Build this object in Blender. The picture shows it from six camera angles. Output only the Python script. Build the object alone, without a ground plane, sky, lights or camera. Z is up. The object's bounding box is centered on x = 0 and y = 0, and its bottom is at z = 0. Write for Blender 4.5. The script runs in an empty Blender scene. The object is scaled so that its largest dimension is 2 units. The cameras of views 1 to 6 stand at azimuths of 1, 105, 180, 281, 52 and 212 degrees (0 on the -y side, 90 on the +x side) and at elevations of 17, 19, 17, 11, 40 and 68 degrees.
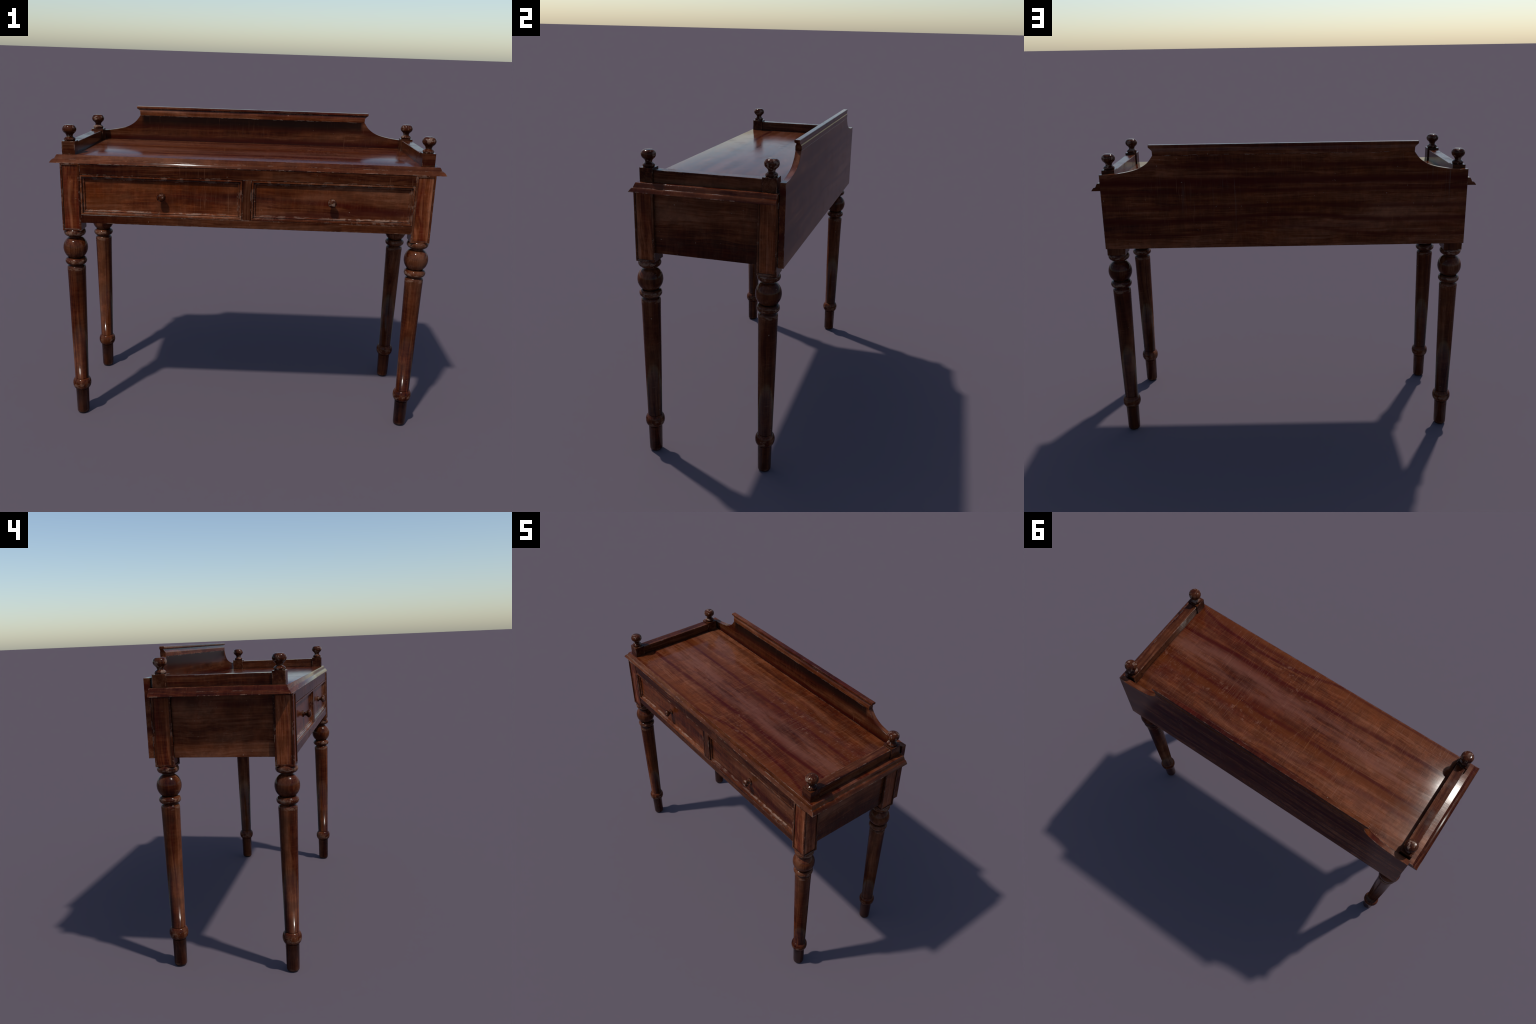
import bpy, bmesh, math
from mathutils import Vector

# ------------------------------------------------------------------ nodes --
class Graph:
    """Small helper that makes shader node trees readable."""
    def __init__(self, mat):
        self.t = mat.node_tree
        self.n = self.t.nodes
        self.n.clear()

    def node(self, kind, **props):
        nd = self.n.new(kind)
        for k, v in props.items():
            setattr(nd, k, v)
        return nd

    def link(self, a, sock):
        if isinstance(a, (int, float)):
            sock.default_value = a
        elif isinstance(a, tuple):
            sock.default_value = a if len(a) == len(sock.default_value) else a + (1.0,)
        else:
            self.t.links.new(a, sock)

    def math(self, op, a, b=0.0, c=0.0, clamp=False):
        nd = self.node('ShaderNodeMath', operation=op, use_clamp=clamp)
        for s, v in zip(nd.inputs, (a, b, c)):
            self.link(v, s)
        return nd.outputs[0]

    def add(self, a, b): return self.math('ADD', a, b)
    def sub(self, a, b): return self.math('SUBTRACT', a, b)
    def mul(self, a, b): return self.math('MULTIPLY', a, b)

    def step(self, v, lo, hi, smooth=True, out=(0.0, 1.0)):
        nd = self.node('ShaderNodeMapRange', interpolation_type='SMOOTHSTEP' if smooth else 'LINEAR')
        self.link(v, nd.inputs[0])
        a, b = out
        if lo > hi:
            lo, hi, a, b = hi, lo, b, a
        for i, x in enumerate((lo, hi, a, b)):
            nd.inputs[1 + i].default_value = x
        return nd.outputs[0]

    def xyz(self, v):
        nd = self.node('ShaderNodeSeparateXYZ')
        self.link(v, nd.inputs[0])
        return nd.outputs

    def vec(self, x, y, z):
        nd = self.node('ShaderNodeCombineXYZ')
        for s, v in zip(nd.inputs, (x, y, z)):
            self.link(v, s)
        return nd.outputs[0]

    def noise(self, v, scale=(1, 1, 1), offset=(0, 0, 0), rot=(0, 0, 0), detail=3.0, rough=0.55, warp=0.0):
        m = self.node('ShaderNodeMapping')
        self.link(v, m.inputs[0])
        m.inputs['Location'].default_value = offset
        m.inputs['Rotation'].default_value = rot
        m.inputs['Scale'].default_value = scale
        nd = self.node('ShaderNodeTexNoise')
        self.link(m.outputs[0], nd.inputs['Vector'])
        nd.inputs['Scale'].default_value = 1.0
        nd.inputs['Detail'].default_value = detail
        nd.inputs['Roughness'].default_value = rough
        nd.inputs['Distortion'].default_value = warp
        return nd.outputs[0]

    def ramp(self, v, stops):
        nd = self.node('ShaderNodeValToRGB')
        self.link(v, nd.inputs[0])
        e = nd.color_ramp.elements
        while len(e) < len(stops):
            e.new(0.5)
        for el, (p, c) in zip(e, stops):
            el.position = p
            el.color = c + (1.0,)
        return nd.outputs[0]

    def mix(self, f, a, b, mode='MIX'):
        nd = self.node('ShaderNodeMix', data_type='RGBA', blend_type=mode)
        self.link(f, nd.inputs[0])
        self.link(a, nd.inputs[6])
        self.link(b, nd.inputs[7])
        return nd.outputs[2]


VEIN = (0.036, 0.0024, 0.0012)
WORN = (0.235, 0.150, 0.110)
CORNER_SHADE = (0.012, 0.0055, 0.0040)


def wood(name, axis='x', seed=0.0, tone=1.0, band=7.0, contrast=1.0, wear=0.5, edge=0.0080,
         pale=0.35, dust=0.0, scratch=0.5, rough=0.24, warm=0.5, vary=False, extra=None, patch=0.0, rvar=0.16, bump=0.03, ior=1.20):
    """Old french-polished mahogany. The grain runs along `axis` of the object."""
    mat = bpy.data.materials.new(name)
    mat.use_nodes = True
    g = Graph(mat)
    tc = g.node('ShaderNodeTexCoord')
    P = tc.outputs['Object']
    x, y, z = g.xyz(P)
    geo = g.node('ShaderNodeNewGeometry')
    gx, gy, gz = {'x': (x, y, z), 'y': (y, x, z), 'z': (z, x, y)}[axis]
    if vary:
        rnd = g.node('ShaderNodeObjectInfo').outputs['Random']
        gx = g.add(gx, g.mul(rnd, 7.0))
        gz = g.add(gz, g.mul(rnd, 3.0))
    G = g.vec(g.add(gx, seed), g.add(gy, seed * 1.7), g.add(gz, seed * 0.6))
    # slow wander of the grain
    wander = g.sub(g.noise(G, (1.3, 3.0, 3.0), detail=2.0), 0.5)
    G = g.vec(g.add(gx, seed), g.add(g.add(gy, seed * 1.7), g.mul(wander, 0.10)),
              g.add(g.add(gz, seed * 0.6), g.mul(wander, 0.10)))
    bands = g.noise(G, (1.0, band, band), detail=3.0, rough=0.5, warp=0.25)
    streak = g.noise(G, (1.8, 75, 75), (3, 1, 2), detail=5.0, rough=0.7)
    fine = g.noise(G, (5.0, 260, 260), (1, 5, 2), detail=3.0, rough=0.6)
    figure = g.add(g.mul(g.sub(bands, 0.5), 1.9 * contrast), g.mul(g.sub(streak, 0.5), 1.35 * contrast))
    figure = g.add(g.add(figure, g.mul(g.sub(fine, 0.5), 0.55)), 0.5)
    col = g.ramp(figure, [(0.08, (0.020, 0.0020, 0.0015)), (0.30, (0.042, 0.0070, 0.0026)),
                          (0.47, (0.068, 0.0160, 0.0062)), (0.63, (0.093, 0.0265, 0.0130)),
                          (0.88, (0.132, 0.0480, 0.0300))])
    # warm orange polish and pinkish faded zones
    z1 = g.noise(G, (1.1, 5.5, 5.5), (9, 4, 1), detail=2.0)
    col = g.mix(g.mul(g.step(z1, 0.50, 0.72), warm), col, (0.078, 0.0160, 0.0026))
    z2 = g.noise(G, (1.6, 9.0, 9.0), (2, 8, 5), detail=3.0)
    col = g.mix(g.mul(g.step(z2, 0.52, 0.75), pale), col, (0.130, 0.0480, 0.0310))
    # thin dark-red veins where a noise crosses its mean
    v = g.noise(G, (0.38, band * 0.62, band * 0.62), (5, 2, 7), detail=1.5, rough=0.4)
    vm = g.step(g.math('ABSOLUTE', g.sub(v, 0.5)), 0.034, 0.0)
    vm = g.mul(vm, g.step(g.noise(G, (1.5, 4, 4), (3, 3, 9), detail=2.0), 0.40, 0.62))
    col = g.mix(g.mul(vm, 0.8 * contrast), col, VEIN)
    tilt = None
    # cross-grain figure: the faint weave of medullary flecks
    weave = g.noise(G, (95, 9, 9), (4, 0, 1), detail=3.0, rough=0.7)
    col = g.mix(g.mul(g.step(weave, 0.35, 0.75), 0.13), col, (0.150, 0.055, 0.033))
    # grey haze, dust
    hz = g.noise(P, (7, 7, 7), (seed, 2, 3), detail=5.0, rough=0.65)
    col = g.mix(g.mul(g.step(hz, 0.45, 0.75), 0.06 + dust), col, (0.085, 0.050, 0.036))
    # mottled grime and uneven polish
    dm = g.noise(P, (13, 13, 13), (seed, 5, 2), detail=5.0, rough=0.7)
    dm = g.step(dm, 0.38, 0.66, out=(0.78, 1.20))
    col = g.mix(1.0, col, g.vec(dm, dm, dm), 'MULTIPLY')
    # depth of the stain on this piece
    col = g.mix(1.0, col, (tone * 1.10, tone * 1.07, tone * 0.82), 'MULTIPLY')
    if extra:
        col, tilt = extra(g, col, (x, y, z), P, G, geo)
    # scratches across the grain
    if scratch > 0:
        cl = g.noise(P, (3.5, 3.5, 3.5), (seed * 2, 1, 6), detail=2.0)
        for rz, off in ((0.10, 0.0), (-0.22, 4.0)):
            s = g.noise(G, (240, 7, 7), (off, seed, off), (0, 0, rz), detail=1.0)
            m = g.mul(g.step(s, 0.69, 0.78), g.step(cl, 0.48, 0.66))
            col = g.mix(g.mul(m, scratch), col, (0.185, 0.075, 0.040))
        sp = g.noise(P, (75, 75, 75), (seed, 0, 3), detail=1.0)
        col = g.mix(g.mul(g.step(sp, 0.775, 0.81), 0.55), col, (0.23, 0.15, 0.11))
    # occlusion shadow painted into the colour of corners, worn pale edges
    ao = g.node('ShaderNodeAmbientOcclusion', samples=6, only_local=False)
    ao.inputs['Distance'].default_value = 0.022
    col = g.mix(g.step(ao.outputs['AO'], 0.80, 0.30, out=(0.0, 0.75)), col, CORNER_SHADE)
    if wear > 0:
        bv = g.node('ShaderNodeBevel', samples=6)
        bv.inputs['Radius'].default_value = edge
        dot = g.node('ShaderNodeVectorMath', operation='DOT_PRODUCT')
        g.link(bv.outputs[0], dot.inputs[0])
        g.link(geo.outputs['Normal'], dot.inputs[1])
        e = g.sub(1.0, dot.outputs['Value'])
        en = g.noise(P, (22, 22, 22), (seed, seed, 1), detail=5.0, rough=0.7)
        em = g.step(g.add(g.math('MINIMUM', g.mul(e, 6.0), 0.45), g.mul(g.sub(en, 0.5), 2.2)), 0.48, 0.62)
        em = g.mul(em, g.step(e, 0.005, 0.025))
        col = g.mix(g.mul(em, wear), col, WORN)
    if patch > 0:
        pn = g.noise(P, (38, 38, 38), (seed, 2, 1), detail=4.0, rough=0.6)
        if vary:
            pn = g.noise(g.vec(g.add(x, g.mul(rnd, 5.0)), y, z), (38, 38, 38), detail=4.0, rough=0.6)
        col = g.mix(g.mul(g.step(pn, 0.535, 0.60), patch), col, WORN)
    bsdf = g.node('ShaderNodeBsdfPrincipled')
    g.link(col, bsdf.inputs['Base Color'])
    rn = g.noise(P, (9, 9, 9), (1, seed, 4), detail=4.0, rough=0.6)
    rg = g.add(g.mul(g.step(rn, 0.48, 0.72), rvar), rough)
    rg = g.add(rg, g.mul(g.sub(streak, 0.5), 0.08))
    g.link(g.math('MAXIMUM', rg, 0.08), bsdf.inputs['Roughness'])
    bsdf.inputs['IOR'].default_value = ior
    h = g.add(g.mul(streak, 0.6), g.mul(fine, 0.5))
    bp = g.node('ShaderNodeBump')
    bp.inputs['Strength'].default_value = bump
    bp.inputs['Distance'].default_value = 0.0012
    g.link(h, bp.inputs['Height'])
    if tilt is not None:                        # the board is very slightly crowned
        nv = g.node('ShaderNodeVectorMath', operation='ADD')
        g.link(geo.outputs['Normal'], nv.inputs[0])
        g.link(tilt, nv.inputs[1])
        nn = g.node('ShaderNodeVectorMath', operation='NORMALIZE')
        g.link(nv.outputs[0], nn.inputs[0])
        g.link(nn.outputs[0], bp.inputs['Normal'])
    g.link(bp.outputs[0], bsdf.inputs['Normal'])
    out = g.node('ShaderNodeOutputMaterial')
    g.link(bsdf.outputs[0], out.inputs[0])
    return mat


TOP_Z = 1.4662          # upper face of the table top


# --- features that sit at known places on single boards ---------------------
def vein_line(g, col, dist, width, strength, wob=None, color=VEIN):
    m = g.step(g.math('ABSOLUTE', dist), width, width * 0.12)
    if wob is not None:
        m = g.mul(m, wob)
    return g.mix(g.mul(m, strength), col, color)


def top_board(g, col, xyz, P, G, geo):
    x, y, z = xyz
    wob = g.mul(g.sub(g.noise(P, (2.2, 4, 0), (1, 1, 1), detail=3.0), 0.5), 0.05)
    brk = g.step(g.noise(P, (3.0, 9, 0), (7, 2, 3), detail=3.0), 0.30, 0.55, out=(0.35, 1.0))
    hair = g.mul(g.sub(g.noise(P, (3, 120, 0), (0, 2, 0), detail=3.0), 0.5), 0.03)
    yy = g.add(g.add(y, g.mul(wob, 0.6)), hair)
    # pale, sun-faded stretch down the middle
    pale = g.step(g.math('ABSOLUTE', g.add(yy, 0.055)), 0.105, 0.03)
    pale = g.mul(pale, g.step(g.noise(P, (2.5, 14, 0), (2, 6, 0), detail=4.0, rough=0.6), 0.35, 0.62))
    col = g.mix(g.mul(pale, 0.62), col, (0.138, 0.050, 0.032))
    pale = g.step(g.math('ABSOLUTE', g.sub(yy, 0.20)), 0.085, 0.02)
    pale = g.mul(pale, g.step(g.noise(P, (2.5, 14, 0), (5, 1, 0), detail=4.0, rough=0.6), 0.38, 0.66))
    col = g.mix(g.mul(pale, 0.45), col, (0.115, 0.042, 0.026))
    # orange zone behind the rear vein, dark veins running the length
    orange = g.step(g.math('ABSOLUTE', g.sub(yy, 0.092)), 0.052, 0.008)
    col = g.mix(g.mul(orange, 0.78), col, (0.078, 0.0170, 0.0036))
    orange = g.step(g.math('ABSOLUTE', g.add(yy, 0.305)), 0.05, 0.01)
    col = g.mix(g.mul(orange, 0.60), col, (0.088, 0.0210, 0.0050))
    d1 = g.sub(yy, g.sub(g.mul(x, 0.028), 0.160))
    for dd in (g.add(d1, 0.012), g.sub(yy, 0.062)):     # soft red halo beside the main veins
        col = vein_line(g, col, dd, 0.055, 0.26, brk, (0.050, 0.0075, 0.0030))
    col = vein_line(g, col, d1, 0.021, 0.85, brk)
    x2 = g.sub(x, 0.42)
    d2 = g.sub(yy, g.sub(-0.248, g.mul(g.mul(x2, x2), 0.27)))
    col = vein_line(g, col, d2, 0.017, 0.80, g.step(x, -0.35, 0.1, out=(0.45, 1.0)))
    d2b = g.sub(yy, g.sub(-0.286, g.mul(g.mul(x2, x2), 0.40)))
    col = vein_line(g, col, d2b, 0.024, 0.60, g.step(g.math('ABSOLUTE', g.sub(x, 0.36)), 0.22, 0.05))
    d3 = g.sub(yy, 0.071)
    col = vein_line(g, col, d3, 0.017, 0.75, brk)
    d4 = g.sub(yy, g.sub(0.287, g.mul(x, 0.02)))
    col = vein_line(g, col, d4, 0.028, 0.60, brk, (0.030, 0.006, 0.003))
    col = vein_line(g, col, g.add(yy, 0.318), 0.014, 0.55, g.step(x, 0.2, -0.4))
    # a few long scratches through the polish
    for (ax, ay), (bx, by), s in (((-0.121, -0.09), (0.0, 0.214), 0.55), ((-0.138, -0.082), (-0.146, 0.269), 0.7),
                                  ((0.320, 0.045), (0.332, 0.192), 0.9), ((-0.203, 0.054), (-0.208, 0.168), 0.6),
                                  ((0.545, 0.075), (0.552, 0.143), 0.8), ((0.06, 0.10), (0.10, 0.27), 0.45),
                                  ((-0.62, -0.09), (-0.60, 0.02), 0.4), ((0.15, -0.20), (0.16, -0.12), 0.4)):
        dx, dy = bx - ax, by - ay
        ln = math.hypot(dx, dy)
        ux, uy = dx / ln, dy / ln
        along = g.add(g.mul(g.sub(x, ax), ux), g.mul(g.sub(y, ay), uy))
        side = g.sub(g.mul(g.sub(x, ax), uy), g.mul(g.sub(y, ay), ux))
        m = g.mul(g.step(g.math('ABSOLUTE', side), 0.0021, 0.0007),
                  g.step(g.math('ABSOLUTE', g.sub(along, ln / 2)), ln / 2, ln / 2 - 0.03))
        m = g.mul(m, g.step(g.noise(P, (60, 60, 0), detail=2.0), 0.38, 0.62))
        col = g.mix(g.mul(m, s * 0.65), col, (0.190, 0.070, 0.024))
    # cross-hatched scuffs all over the board
    for rz, sc, off in ((0.0, 210.0, 0.0), (0.25, 170.0, 5.0), (-0.35, 190.0, 9.0), (1.25, 200.0, 2.0)):
        h = g.noise(P, (sc, 9, 0), (off, off, 0), (0, 0, rz), detail=2.0, rough=0.6)
        zn = g.step(g.noise(P, (4, 5, 0), (off, 3, 0), detail=3.0), 0.45, 0.65)
        col = g.mix(g.mul(g.mul(g.step(h, 0.56, 0.74), zn), 0.38), col, (0.180, 0.074, 0.044))
        dk = g.step(g.noise(P, (5, 6, 0), (1, off, 4), detail=3.0), 0.50, 0.70)
        col = g.mix(g.mul(g.mul(g.step(h, 0.46, 0.30), dk), 0.30), col, (0.040, 0.018, 0.010))
    # rubbed spots
    rub = g.noise(P, (26, 26, 0), (3, 3, 0), detail=5.0, rough=0.75)
    zone = g.step(g.noise(P, (3, 4, 0), (8, 1, 0), detail=2.0), 0.48, 0.68)
    col = g.mix(g.mul(g.mul(g.step(rub, 0.53, 0.70), zone), 0.6), col, (0.165, 0.072, 0.045))
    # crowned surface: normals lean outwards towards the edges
    up = g.step(z, TOP_Z - 0.0004, TOP_Z - 0.0001)
    sx = g.math('SIGN', x)
    nx = g.add(g.mul(x, 0.035), g.mul(sx, g.step(g.math('ABSOLUTE', x), 0.58, 0.97, out=(0.0, 0.095))))
    ny = g.step(y, -0.33, -0.05, smooth=False, out=(-0.11, 0.0))
    return col, g.vec(g.mul(nx, up), g.mul(ny, up), 0.0)


def front_crown(g, col, xyz, P, G, geo):
    return col, g.vec(g.mul(xyz[0], 0.22), 0.0, 0.0)


def end_crown(g, col, xyz, P, G, geo):
    return col, g.vec(0.0, g.mul(xyz[1], 0.30), 0.0)


def back_board(g, col, xyz, P, G, geo):
    x, y, z = xyz
    wob = g.mul(g.sub(g.noise(P, (1.6, 0, 3), (1, 1, 1), detail=3.0), 0.5), 0.05)
    bell = g.math('EXPONENT', g.mul(g.mul(g.mul(x, x), 9.0), -1.0))      # arched figure, low in the middle
    arch = g.mul(g.mul(bell, g.step(z, 1.40, 1.22)), -0.055)
    zz = g.add(g.add(z, wob), arch)
    for z0, w, s in ((1.475, 0.034, 0.9), (1.425, 0.022, 0.7), (1.262, 0.024, 0.75), (1.555, 0.022, 0.6), (1.335, 0.020, 0.6), (1.180, 0.016, 0.5)):
        col = vein_line(g, col, g.sub(zz, z0), w, s)
    # front side darker overall; baked occlusion shadow under the cap painted in
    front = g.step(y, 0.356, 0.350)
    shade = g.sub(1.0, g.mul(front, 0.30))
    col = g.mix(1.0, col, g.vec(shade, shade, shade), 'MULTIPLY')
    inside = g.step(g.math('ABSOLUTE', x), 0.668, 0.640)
    under_cap_shade = g.mul(g.mul(g.step(z, 1.528, 1.585), inside), front)
    col = g.mix(g.mul(under_cap_shade, 0.93), col, (0.0060, 0.0024, 0.0018))
    # drips and white specks on the rear
    rear = g.step(y, 0.370, 0.376)
    dr = g.noise(P, (70, 0, 2.5), (2, 0, 1), detail=3.0)
    zone = g.step(g.noise(P, (3.0, 0, 2.5), (5, 0, 5), detail=2.0), 0.50, 0.72)
    col = g.mix(g.mul(g.mul(g.mul(g.step(dr, 0.55, 0.75), zone), rear), 0.45), col, (0.105, 0.066, 0.050))
    return col, None


def leg_turning(g, col, xyz, P, G, geo):
    """Foot below the lowest ring with painted-in shadow, rubbed beads."""
    x, y, z = xyz
    edge = g.add(z, g.mul(g.sub(g.noise(P, (30, 30, 10), detail=3.0), 0.5), 0.02))
    col = g.mix(g.step(edge, 0.158, 0.144, out=(0.0, 0.10)), col, (0.017, 0.0075, 0.0048))  # slight darkening that paints the foot's shadow side into the colour
    n = g.noise(g.vec(g.add(x, g.mul(g.node('ShaderNodeObjectInfo').outputs['Random'], 9.0)), y, z),
                (34, 34, 60), detail=4.0, rough=0.6)
    for zc, h, s in ((1.060, 0.016, 0.8), (0.904, 0.013, 0.8), (0.178, 0.020, 0.55), (0.862, 0.010, 0.5), (0.010, 0.012, 0.3)):
        m = g.mul(g.step(g.math('ABSOLUTE', g.sub(z, zc)), h, h * 0.4), g.step(n, 0.47, 0.60))
        col = g.mix(g.mul(m, s), col, (0.165, 0.092, 0.062))
    # rings of fine scratches around the shaft
    s = g.noise(g.vec(g.mul(x, 0.25), g.mul(y, 0.25), z), (30, 30, 190), (1, 1, 1), detail=2.0)
    zone = g.step(g.noise(P, (12, 12, 5), (4, 4, 4), detail=2.0), 0.48, 0.66)
    col = g.mix(g.mul(g.mul(g.step(s, 0.66, 0.76), zone), 0.5), col, (0.17, 0.085, 0.055))
    # softly blended shading where shaft and foot run into the ring
    t = g.step(z, 0.2150, 0.8600, smooth=False)
    up = g.math('DIVIDE', g.mul(g.math('POWER', g.sub(1.0, t), 2.0), 0.80), g.add(g.mul(t, 0.34), 0.66))
    up = g.mul(g.mul(up, g.step(z, 0.214, 0.217)), g.step(z, 0.862, 0.855))
    down = g.mul(g.step(z, 0.149, 0.146), g.step(z, 0.012, 0.140, smooth=False, out=(-0.30, -0.62)))
    return col, g.vec(0.0, 0.0, g.add(up, down))


def drawer_rub(g, col, xyz, P, G, geo):
    """Finish chipped off along the lower beads where dusters and hands rub."""
    x, y, z = xyz
    lr = g.step(x, -0.05, 0.05, out=(1.22, 0.92))
    col = g.mix(1.0, col, g.vec(lr, lr, lr), 'MULTIPLY')
    n = g.noise(P, (16, 40, 60), (3, 1, 1), detail=5.0, rough=0.75)
    low = g.step(g.math('ABSOLUTE', g.sub(z, 1.182)), 0.016, 0.003)
    m = g.step(g.add(g.mul(low, 0.30), g.mul(n, 0.85)), 0.72, 0.77)
    m = g.mul(m, g.step(low, 0.02, 0.2))
    col = g.mix(g.mul(m, 0.6), col, WORN)
    d = g.add(g.sub(z, 1.20), g.mul(g.sub(x, 0.435), -0.08))
    d = g.add(d, g.mul(g.sub(g.noise(P, (3, 0, 4), detail=3.0), 0.5), 0.06))
    col = g.mix(g.mul(g.mul(g.step(g.math('ABSOLUTE', d), 0.035, 0.004), g.step(x, 0.0, 0.1)), 0.7), col, (0.032, 0.0045, 0.003))
    return col, None


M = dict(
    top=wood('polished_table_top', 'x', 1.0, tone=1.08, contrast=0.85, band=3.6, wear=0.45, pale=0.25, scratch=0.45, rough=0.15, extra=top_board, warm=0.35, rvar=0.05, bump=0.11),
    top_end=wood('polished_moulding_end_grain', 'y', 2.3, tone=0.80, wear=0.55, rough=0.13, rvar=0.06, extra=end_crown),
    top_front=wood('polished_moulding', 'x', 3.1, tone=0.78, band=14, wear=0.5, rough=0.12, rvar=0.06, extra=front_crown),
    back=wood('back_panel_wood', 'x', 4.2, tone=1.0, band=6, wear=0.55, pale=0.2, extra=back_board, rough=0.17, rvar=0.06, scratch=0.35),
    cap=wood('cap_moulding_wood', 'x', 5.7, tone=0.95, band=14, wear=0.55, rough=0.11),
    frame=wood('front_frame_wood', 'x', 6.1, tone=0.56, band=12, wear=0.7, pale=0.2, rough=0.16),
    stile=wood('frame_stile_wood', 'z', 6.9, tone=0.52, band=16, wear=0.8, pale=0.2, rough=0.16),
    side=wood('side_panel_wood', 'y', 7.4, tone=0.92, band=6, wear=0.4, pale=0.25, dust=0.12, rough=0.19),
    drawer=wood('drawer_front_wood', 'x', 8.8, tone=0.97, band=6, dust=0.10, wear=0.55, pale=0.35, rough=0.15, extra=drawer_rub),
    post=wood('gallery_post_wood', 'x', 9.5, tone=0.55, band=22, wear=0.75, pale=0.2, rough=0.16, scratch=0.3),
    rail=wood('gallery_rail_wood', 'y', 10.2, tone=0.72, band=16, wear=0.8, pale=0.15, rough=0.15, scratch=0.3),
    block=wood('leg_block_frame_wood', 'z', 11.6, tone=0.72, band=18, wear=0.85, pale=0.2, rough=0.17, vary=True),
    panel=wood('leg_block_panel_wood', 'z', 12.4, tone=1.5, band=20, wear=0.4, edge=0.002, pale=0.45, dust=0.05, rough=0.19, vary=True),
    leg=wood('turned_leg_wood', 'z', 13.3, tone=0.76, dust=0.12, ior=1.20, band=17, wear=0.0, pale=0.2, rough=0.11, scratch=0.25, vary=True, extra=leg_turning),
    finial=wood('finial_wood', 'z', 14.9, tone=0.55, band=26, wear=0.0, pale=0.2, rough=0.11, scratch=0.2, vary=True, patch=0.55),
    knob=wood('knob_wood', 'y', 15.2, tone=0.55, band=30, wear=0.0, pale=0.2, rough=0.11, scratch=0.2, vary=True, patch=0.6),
    seam=wood('painted_shade_recess_wall', 'z', 17.0, tone=0.30, wear=0.0, rough=0.35, scratch=0.0),
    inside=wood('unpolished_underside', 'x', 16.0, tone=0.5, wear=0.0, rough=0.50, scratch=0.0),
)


# --------------------------------------------------------------- geometry --
scene = bpy.context.scene


def place(name, mesh, parent=None, at=(0, 0, 0)):
    ob = bpy.data.objects.new(name, mesh)
    scene.collection.objects.link(ob)
    world = Vector(at)
    ob["world"] = list(world)
    if parent is not None:
        ob.parent = parent
        world = world - Vector(parent["world"])
    ob.location = world
    return ob


def finish(bm, name, mats, angle=32):
    bmesh.ops.recalc_face_normals(bm, faces=bm.faces)
    me = bpy.data.meshes.new(name)
    bm.to_mesh(me)
    bm.free()
    for m in mats:
        me.materials.append(m)
    me.shade_smooth()
    me.set_sharp_from_angle(angle=math.radians(angle))
    return me


def flatten_shading(ob):
    """Keep large flat faces flat: normals weighted by face area."""
    w = ob.modifiers.new('weighted_normals', 'WEIGHTED_NORMAL')
    w.mode = 'FACE_AREA'
    w.weight = 80
    w.keep_sharp = True
    return ob


def soften(ob, width=0.0012, segments=2):
    b = ob.modifiers.new('softened_edges', 'BEVEL')
    b.width = width
    b.segments = segments
    b.limit_method = 'ANGLE'
    b.angle_limit = math.radians(28)
    b.use_clamp_overlap = True
    return flatten_shading(ob)


def stack(levels):
    """Solid from horizontal rectangles (z, x0, x1, y0, y1), bottom to top."""
    bm = bmesh.new()
    rings = [[bm.verts.new(p) for p in ((x0, y0, z), (x1, y0, z), (x1, y1, z), (x0, y1, z))] for z, x0, x1, y0, y1 in levels]
    bm.faces.new(rings[0][::-1])
    bm.faces.new(rings[-1])
    for a, b in zip(rings, rings[1:]):
        for i in range(4):
            j = (i + 1) % 4
            bm.faces.new((a[i], a[j], b[j], b[i]))
    return bm


def box(x0, x1, y0, y1, z0, z1):
    return stack([(z0, x0, x1, y0, y1), (z1, x0, x1, y0, y1)])


def spline(pts, sub=4):
    """Catmull-Rom through 2D points."""
    out = []
    for i in range(len(pts) - 1):
        p0, p1, p2, p3 = pts[max(i - 1, 0)], pts[i], pts[i + 1], pts[min(i + 2, len(pts) - 1)]
        for k in range(sub):
            t = k / sub
            out.append(tuple(0.5 * (2 * b + (c - a) * t + (2 * a - 5 * b + 4 * c - d) * t * t + (3 * b - a - 3 * c + d) * t ** 3)
                             for a, b, c, d in zip(p0, p1, p2, p3)))
    return out + [pts[-1]]


def lathe(profile, segments=56):
    """Turned solid: profile of (radius, z), closed at both ends."""
    bm = bmesh.new()
    rings = []
    for r, z in profile:
        rings.append([bm.verts.new((r * math.cos(2 * math.pi * i / segments), r * math.sin(2 * math.pi * i / segments), z))
                      for i in range(segments)])
    for a, b in zip(rings, rings[1:]):
        for i in range(segments):
            j = (i + 1) % segments
            bm.faces.new((a[i], a[j], b[j], b[i]))
    bm.faces.new(rings[0][::-1])
    bm.faces.new(rings[-1])
    return bm


def bead(zc, rc, half_h, bulge, n=9, a0=-75, a1=75):
    """Rounded turning around height zc, base radius rc, standing out by bulge."""
    out = []
    for i in range(n):
        a = math.radians(a0 + (a1 - a0) * i / (n - 1))
        out.append((rc + bulge * math.cos(a), zc + half_h * math.sin(a)))
    return out


# ---- the desk ---------------------------------------------------------------
desk = bpy.data.objects.new('writing_desk', None)
scene.collection.objects.link(desk)
desk["world"] = [0, 0, 0]
desk["label"] = "dark mahogany writing desk with two drawers and turned legs"
desk["category"] = "desk"

CARCASS_Z = 1.4262      # underside of the table top
BLOCK_Z = 1.0755        # underside of the square leg blocks
APRON_Z = 1.1195

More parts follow.
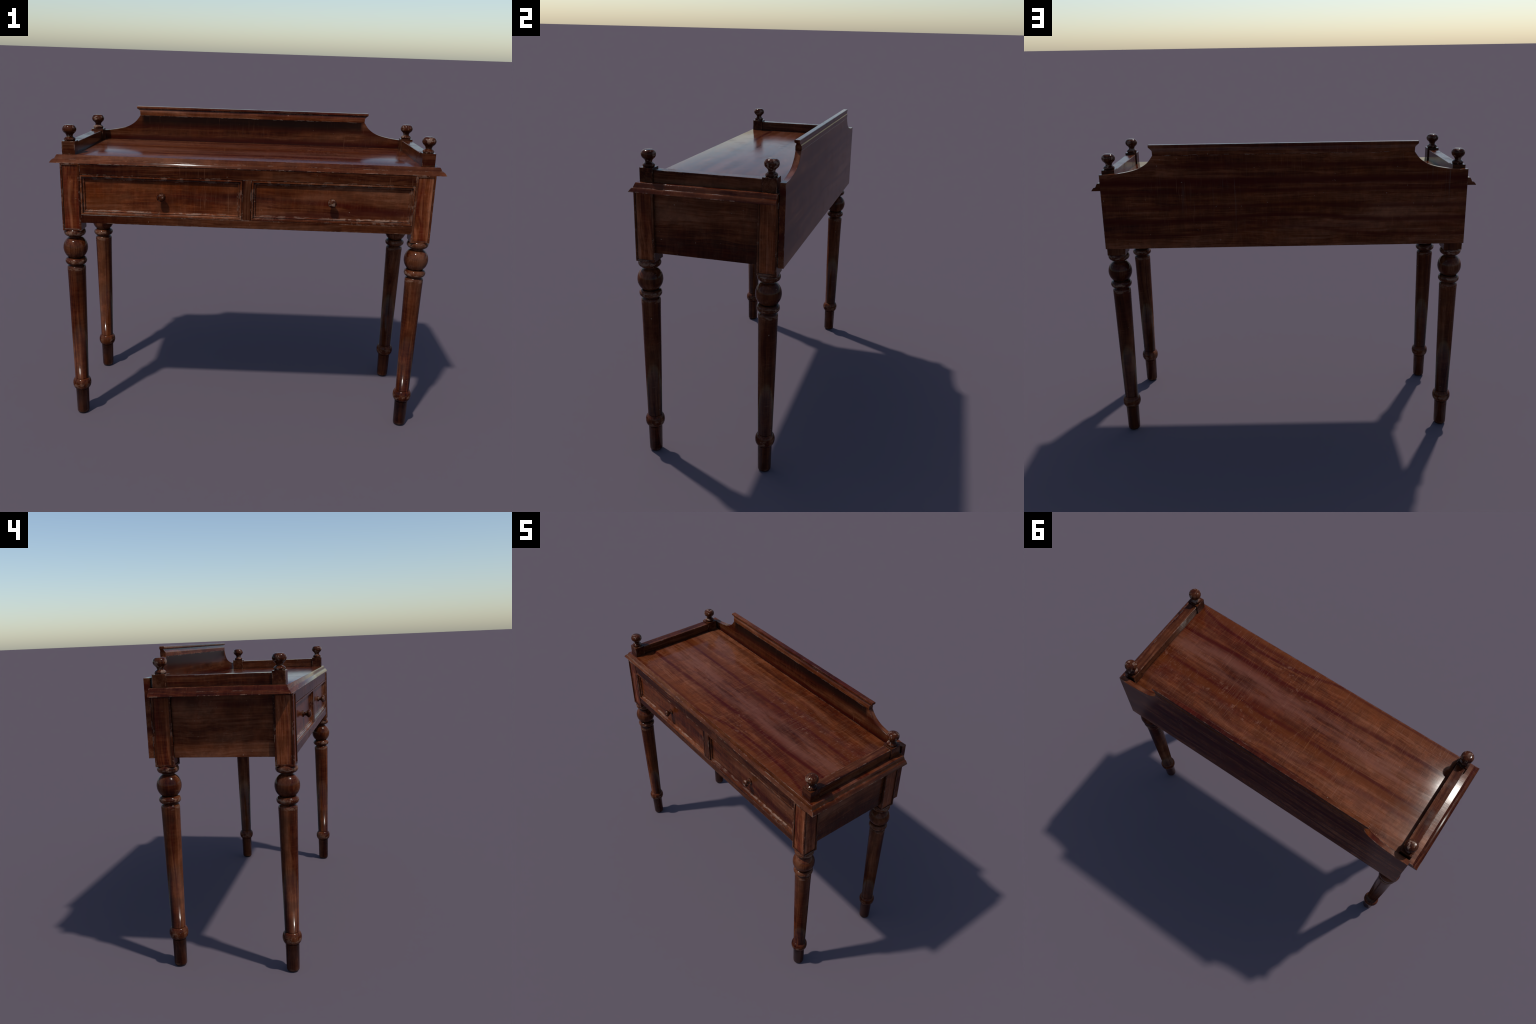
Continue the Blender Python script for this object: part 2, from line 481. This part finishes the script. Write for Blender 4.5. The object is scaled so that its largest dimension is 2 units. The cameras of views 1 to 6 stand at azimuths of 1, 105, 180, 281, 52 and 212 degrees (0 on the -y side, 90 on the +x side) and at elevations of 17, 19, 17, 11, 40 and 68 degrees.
# table top with a stepped, moulded edge on three sides
edge = [(1.4262, 1.0000, -0.3520), (1.4300, 0.9980, -0.3502), (1.4370, 0.9932, -0.3459), (1.4420, 0.9890, -0.3421), (1.4442, 0.9862, -0.3398),
        (1.4450, 0.9785, -0.3368), (1.4500, 0.9755, -0.3348), (1.4560, 0.9728, -0.3328), (1.4620, 0.9697, -0.3305), (TOP_Z, 0.9660, -0.3282)]
bm = stack([(z, -x, x, y, 0.3472) for z, x, y in edge])
for f in bm.faces:
    n = f.normal
    f.normal_update()
    n = f.normal
    if f.calc_center_median().z < TOP_Z - 0.0002:
        if abs(n.x) > abs(n.y) and abs(n.z) < 0.999:
            f.material_index = 1
        elif abs(n.z) < 0.999:
            f.material_index = 2
soften(place('table_top', finish(bm, 'table_top', [M['top'], M['top_end'], M['top_front']], 18), desk), 0.0004)

# back panel with scooped shoulders
scoop = spline([(0.9000, 1.5158), (0.8631, 1.5182), (0.8210, 1.5243), (0.7787, 1.5328), (0.7415, 1.5443),
                (0.7143, 1.5590), (0.6895, 1.5795), (0.6658, 1.6108)], 4)
levels = [(1.1207, 0.9455), (1.5155, 0.9455)] + [(z, x) for x, z in scoop]
bm = stack([(z, -x, x, 0.3490, 0.3782) for z, x in levels])
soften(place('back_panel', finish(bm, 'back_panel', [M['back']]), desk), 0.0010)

# cap moulding along the raised centre
cap = [(1.6108, 0.6660, 0.3484, 0.3790), (1.6300, 0.6668, 0.3482, 0.3790), (1.6335, 0.6675, 0.3490, 0.3782), (1.6370, 0.6705, 0.3512, 0.3765),
       (1.6410, 0.6750, 0.3535, 0.3752), (1.6450, 0.6795, 0.3548, 0.3745), (1.6475, 0.6828, 0.3552, 0.3742), (1.6492, 0.6848, 0.3500, 0.3748), (1.6510, 0.6856, 0.3472, 0.3752),
       (1.6580, 0.6862, 0.3468, 0.3754), (1.6615, 0.6858, 0.3480, 0.3746), (1.6632, 0.6848, 0.3505, 0.3730)]
bm = stack([(z, -x, x, y0, y1) for z, x, y0, y1 in cap])
soften(place('cap_moulding', finish(bm, 'cap_moulding', [M['cap']], 38), desk), 0.0006)

# front frame: upper rail, lower rail, centre stile
FY0, FY1 = -0.3492, -0.3000
for z0, z1 in ((1.3705, CARCASS_Z), (APRON_Z, 1.1625)):
    soften(place('frame_rail', finish(box(-0.8503, 0.8503, FY0, FY1, z0, z1), 'frame_rail', [M['frame']]), desk))
soften(place('frame_stile', finish(box(-0.0230, 0.0230, FY0 - 0.0002, FY1, 1.1632, 1.3698), 'frame_stile', [M['stile']]), desk))

# sides and bottom of the carcass
for s in (-1, 1):
    a, b = sorted((s * 0.9310, s * 0.9090))
    soften(place('side_panel', finish(box(a, b, -0.2560, 0.2515, APRON_Z + 0.001, CARCASS_Z), 'side_panel', [M['side']]), desk))
place('bottom_board', finish(box(-0.905, 0.905, -0.2990, 0.3480, APRON_Z + 0.010, APRON_Z + 0.020), 'bottom_board', [M['inside']]), desk)

# drawers: flat lip, sunk bead, recessed field
lip = [(0.0000, -0.3470), (0.0008, -0.3502), (0.0080, -0.3504), (0.0084, -0.3425), (0.0120, -0.3392), (0.0132, -0.3392),
       (0.0142, -0.3412), (0.0165, -0.3418), (0.0190, -0.3410), (0.0210, -0.3385), (0.0220, -0.3350), (0.0224, -0.3335)]
knob_profile = spline([(0.0166, 0.0), (0.0176, 0.0030), (0.0168, 0.0058), (0.0118, 0.0085), (0.0102, 0.0125), (0.0112, 0.0175),
                       (0.0165, 0.0235), (0.0208, 0.0300), (0.0212, 0.0355), (0.0180, 0.0410), (0.0140, 0.0440), (0.0080, 0.0452)], 4)
knob_bm = lathe(knob_profile, 40)
for v in knob_bm.verts:                         # turn the axis towards the sitter (-y)
    v.co = Vector((v.co.x, -v.co.z, v.co.y))
knob_mesh = finish(knob_bm, 'knob', [M['knob']], 50)
for x0, x1 in ((-0.8487, -0.0245), (0.0245, 0.8487)):
    z0, z1 = 1.1640, 1.3690
    bm = bmesh.new()
    rings = [[bm.verts.new((px, -0.3020, pz)) for px, pz in ((x0, z0), (x1, z0), (x1, z1), (x0, z1))]]
    for d, y in lip:
        rings.append([bm.verts.new((px, y, pz)) for px, pz in ((x0 + d, z0 + d), (x1 - d, z0 + d), (x1 - d, z1 - d), (x0 + d, z1 - d))])
    for a, b in zip(rings, rings[1:]):
        for i in range(4):
            j = (i + 1) % 4
            bm.faces.new((a[i], a[j], b[j], b[i]))
    bm.faces.new(rings[0][::-1])
    bm.faces.new(rings[-1])
    dr = flatten_shading(place('drawer', finish(bm, 'drawer', [M['drawer']]), desk))
    place('knob', knob_mesh, dr, ((x0 + x1) / 2 + (0.0015 if x0 < 0 else -0.0015), -0.3335, 1.2700))

# gallery: four square posts with finials, a rail on each side
fin_profile = [(0.0245, 0.0)] + spline([(0.0266, 0.0015), (0.0287, 0.0080), (0.0272, 0.0145), (0.0215, 0.0190), (0.0170, 0.0225), (0.0165, 0.0265),
                                        (0.0186, 0.0325), (0.0238, 0.0382), (0.0302, 0.0445), (0.0340, 0.0520), (0.0347, 0.0595),
                                        (0.0334, 0.0675), (0.0292, 0.0748), (0.0222, 0.0798)], 4) + [(0.0195, 0.0806), (0.0100, 0.0811)]
fin_mesh = finish(lathe(fin_profile, 44), 'finial', [M['finial']], 50)
for s in (-1, 1):
    a, b = sorted((s * 0.8745, s * 0.9412))
    for y0, y1 in ((-0.3188, -0.2535), (0.2672, 0.3365)):
        post = soften(place('gallery_post', finish(box(a, b, y0, y1, TOP_Z - 0.003, 1.5318), 'gallery_post', [M['post']]), desk))
        place('finial', fin_mesh, post, (s * 0.9077, -0.2862 if y0 < 0 else 0.3018, 1.5312))
    a, b = sorted((s * 0.8805, s * 0.9335))
    soften(place('gallery_rail', finish(box(a, b, -0.2545, 0.2682, TOP_Z - 0.003, 1.5232), 'gallery_rail', [M['rail']]), desk), 0.0016)

# legs: square block with sunk panels, turned ball, beads, tapered shaft, ring and foot
profile = [(0.0225, 0.0)] + [(0.0258, 0.0008), (0.0295, 0.0030), (0.0322, 0.0075), (0.0333, 0.0130), (0.0338, 0.0300),
           (0.0356, 0.1400)] + [(0.0362, 0.1475)] + bead(0.1830, 0.0285, 0.0345, 0.0215, 13, -78, 76)
profile += [(0.0366, 0.2185), (0.0366 + 0.0119 * 0.5, 0.5450), (0.0472, 0.8300), (0.0482, 0.8590), (0.0478, 0.8660),
            (0.0462, 0.8715), (0.0430, 0.8765), (0.0395, 0.8790), (0.0385, 0.8815)]
profile += bead(0.9030, 0.0380, 0.0195, 0.0180, 11, -82, 82)
profile += [(0.0385, 0.9225)]
for i in range(19):
    a = math.radians(-58 + (118) * i / 18)
    profile.append((0.0632 * math.cos(a), 0.9750 + 0.0660 * math.sin(a)))
profile += [(0.0312, 1.0352), (0.0312, 1.0385)]
profile += bead(1.0600, 0.0360, 0.0205, 0.0200, 11, -85, 40) + [(0.0480, BLOCK_Z + 0.002)]
leg_mesh = finish(lathe(profile, 64), 'leg', [M['leg']], 50)


def block_mesh(side):
    """Square top of a leg; sunk panels on the front and on the outer side."""
    bm = box(-0.0485, 0.0485, -0.0485, 0.0485, BLOCK_Z, CARCASS_Z)
    bm.normal_update()
    faces = [f for f in bm.faces if f.normal.y < -0.9 or f.normal.x * side > 0.9]
    bmesh.ops.inset_individual(bm, faces=faces, thickness=0.0130, depth=0.0)
    bmesh.ops.inset_individual(bm, faces=faces, thickness=0.0007, depth=-0.0048)
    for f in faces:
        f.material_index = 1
        for e in f.edges:                       # recess walls get a dark colour that paints in their shadow
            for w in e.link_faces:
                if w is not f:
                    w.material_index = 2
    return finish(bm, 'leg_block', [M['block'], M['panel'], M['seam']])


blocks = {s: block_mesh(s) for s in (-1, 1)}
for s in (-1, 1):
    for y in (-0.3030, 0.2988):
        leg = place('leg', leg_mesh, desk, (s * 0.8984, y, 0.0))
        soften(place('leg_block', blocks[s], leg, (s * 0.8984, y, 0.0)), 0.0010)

for ob in scene.objects:
    if "world" in ob:
        del ob["world"]
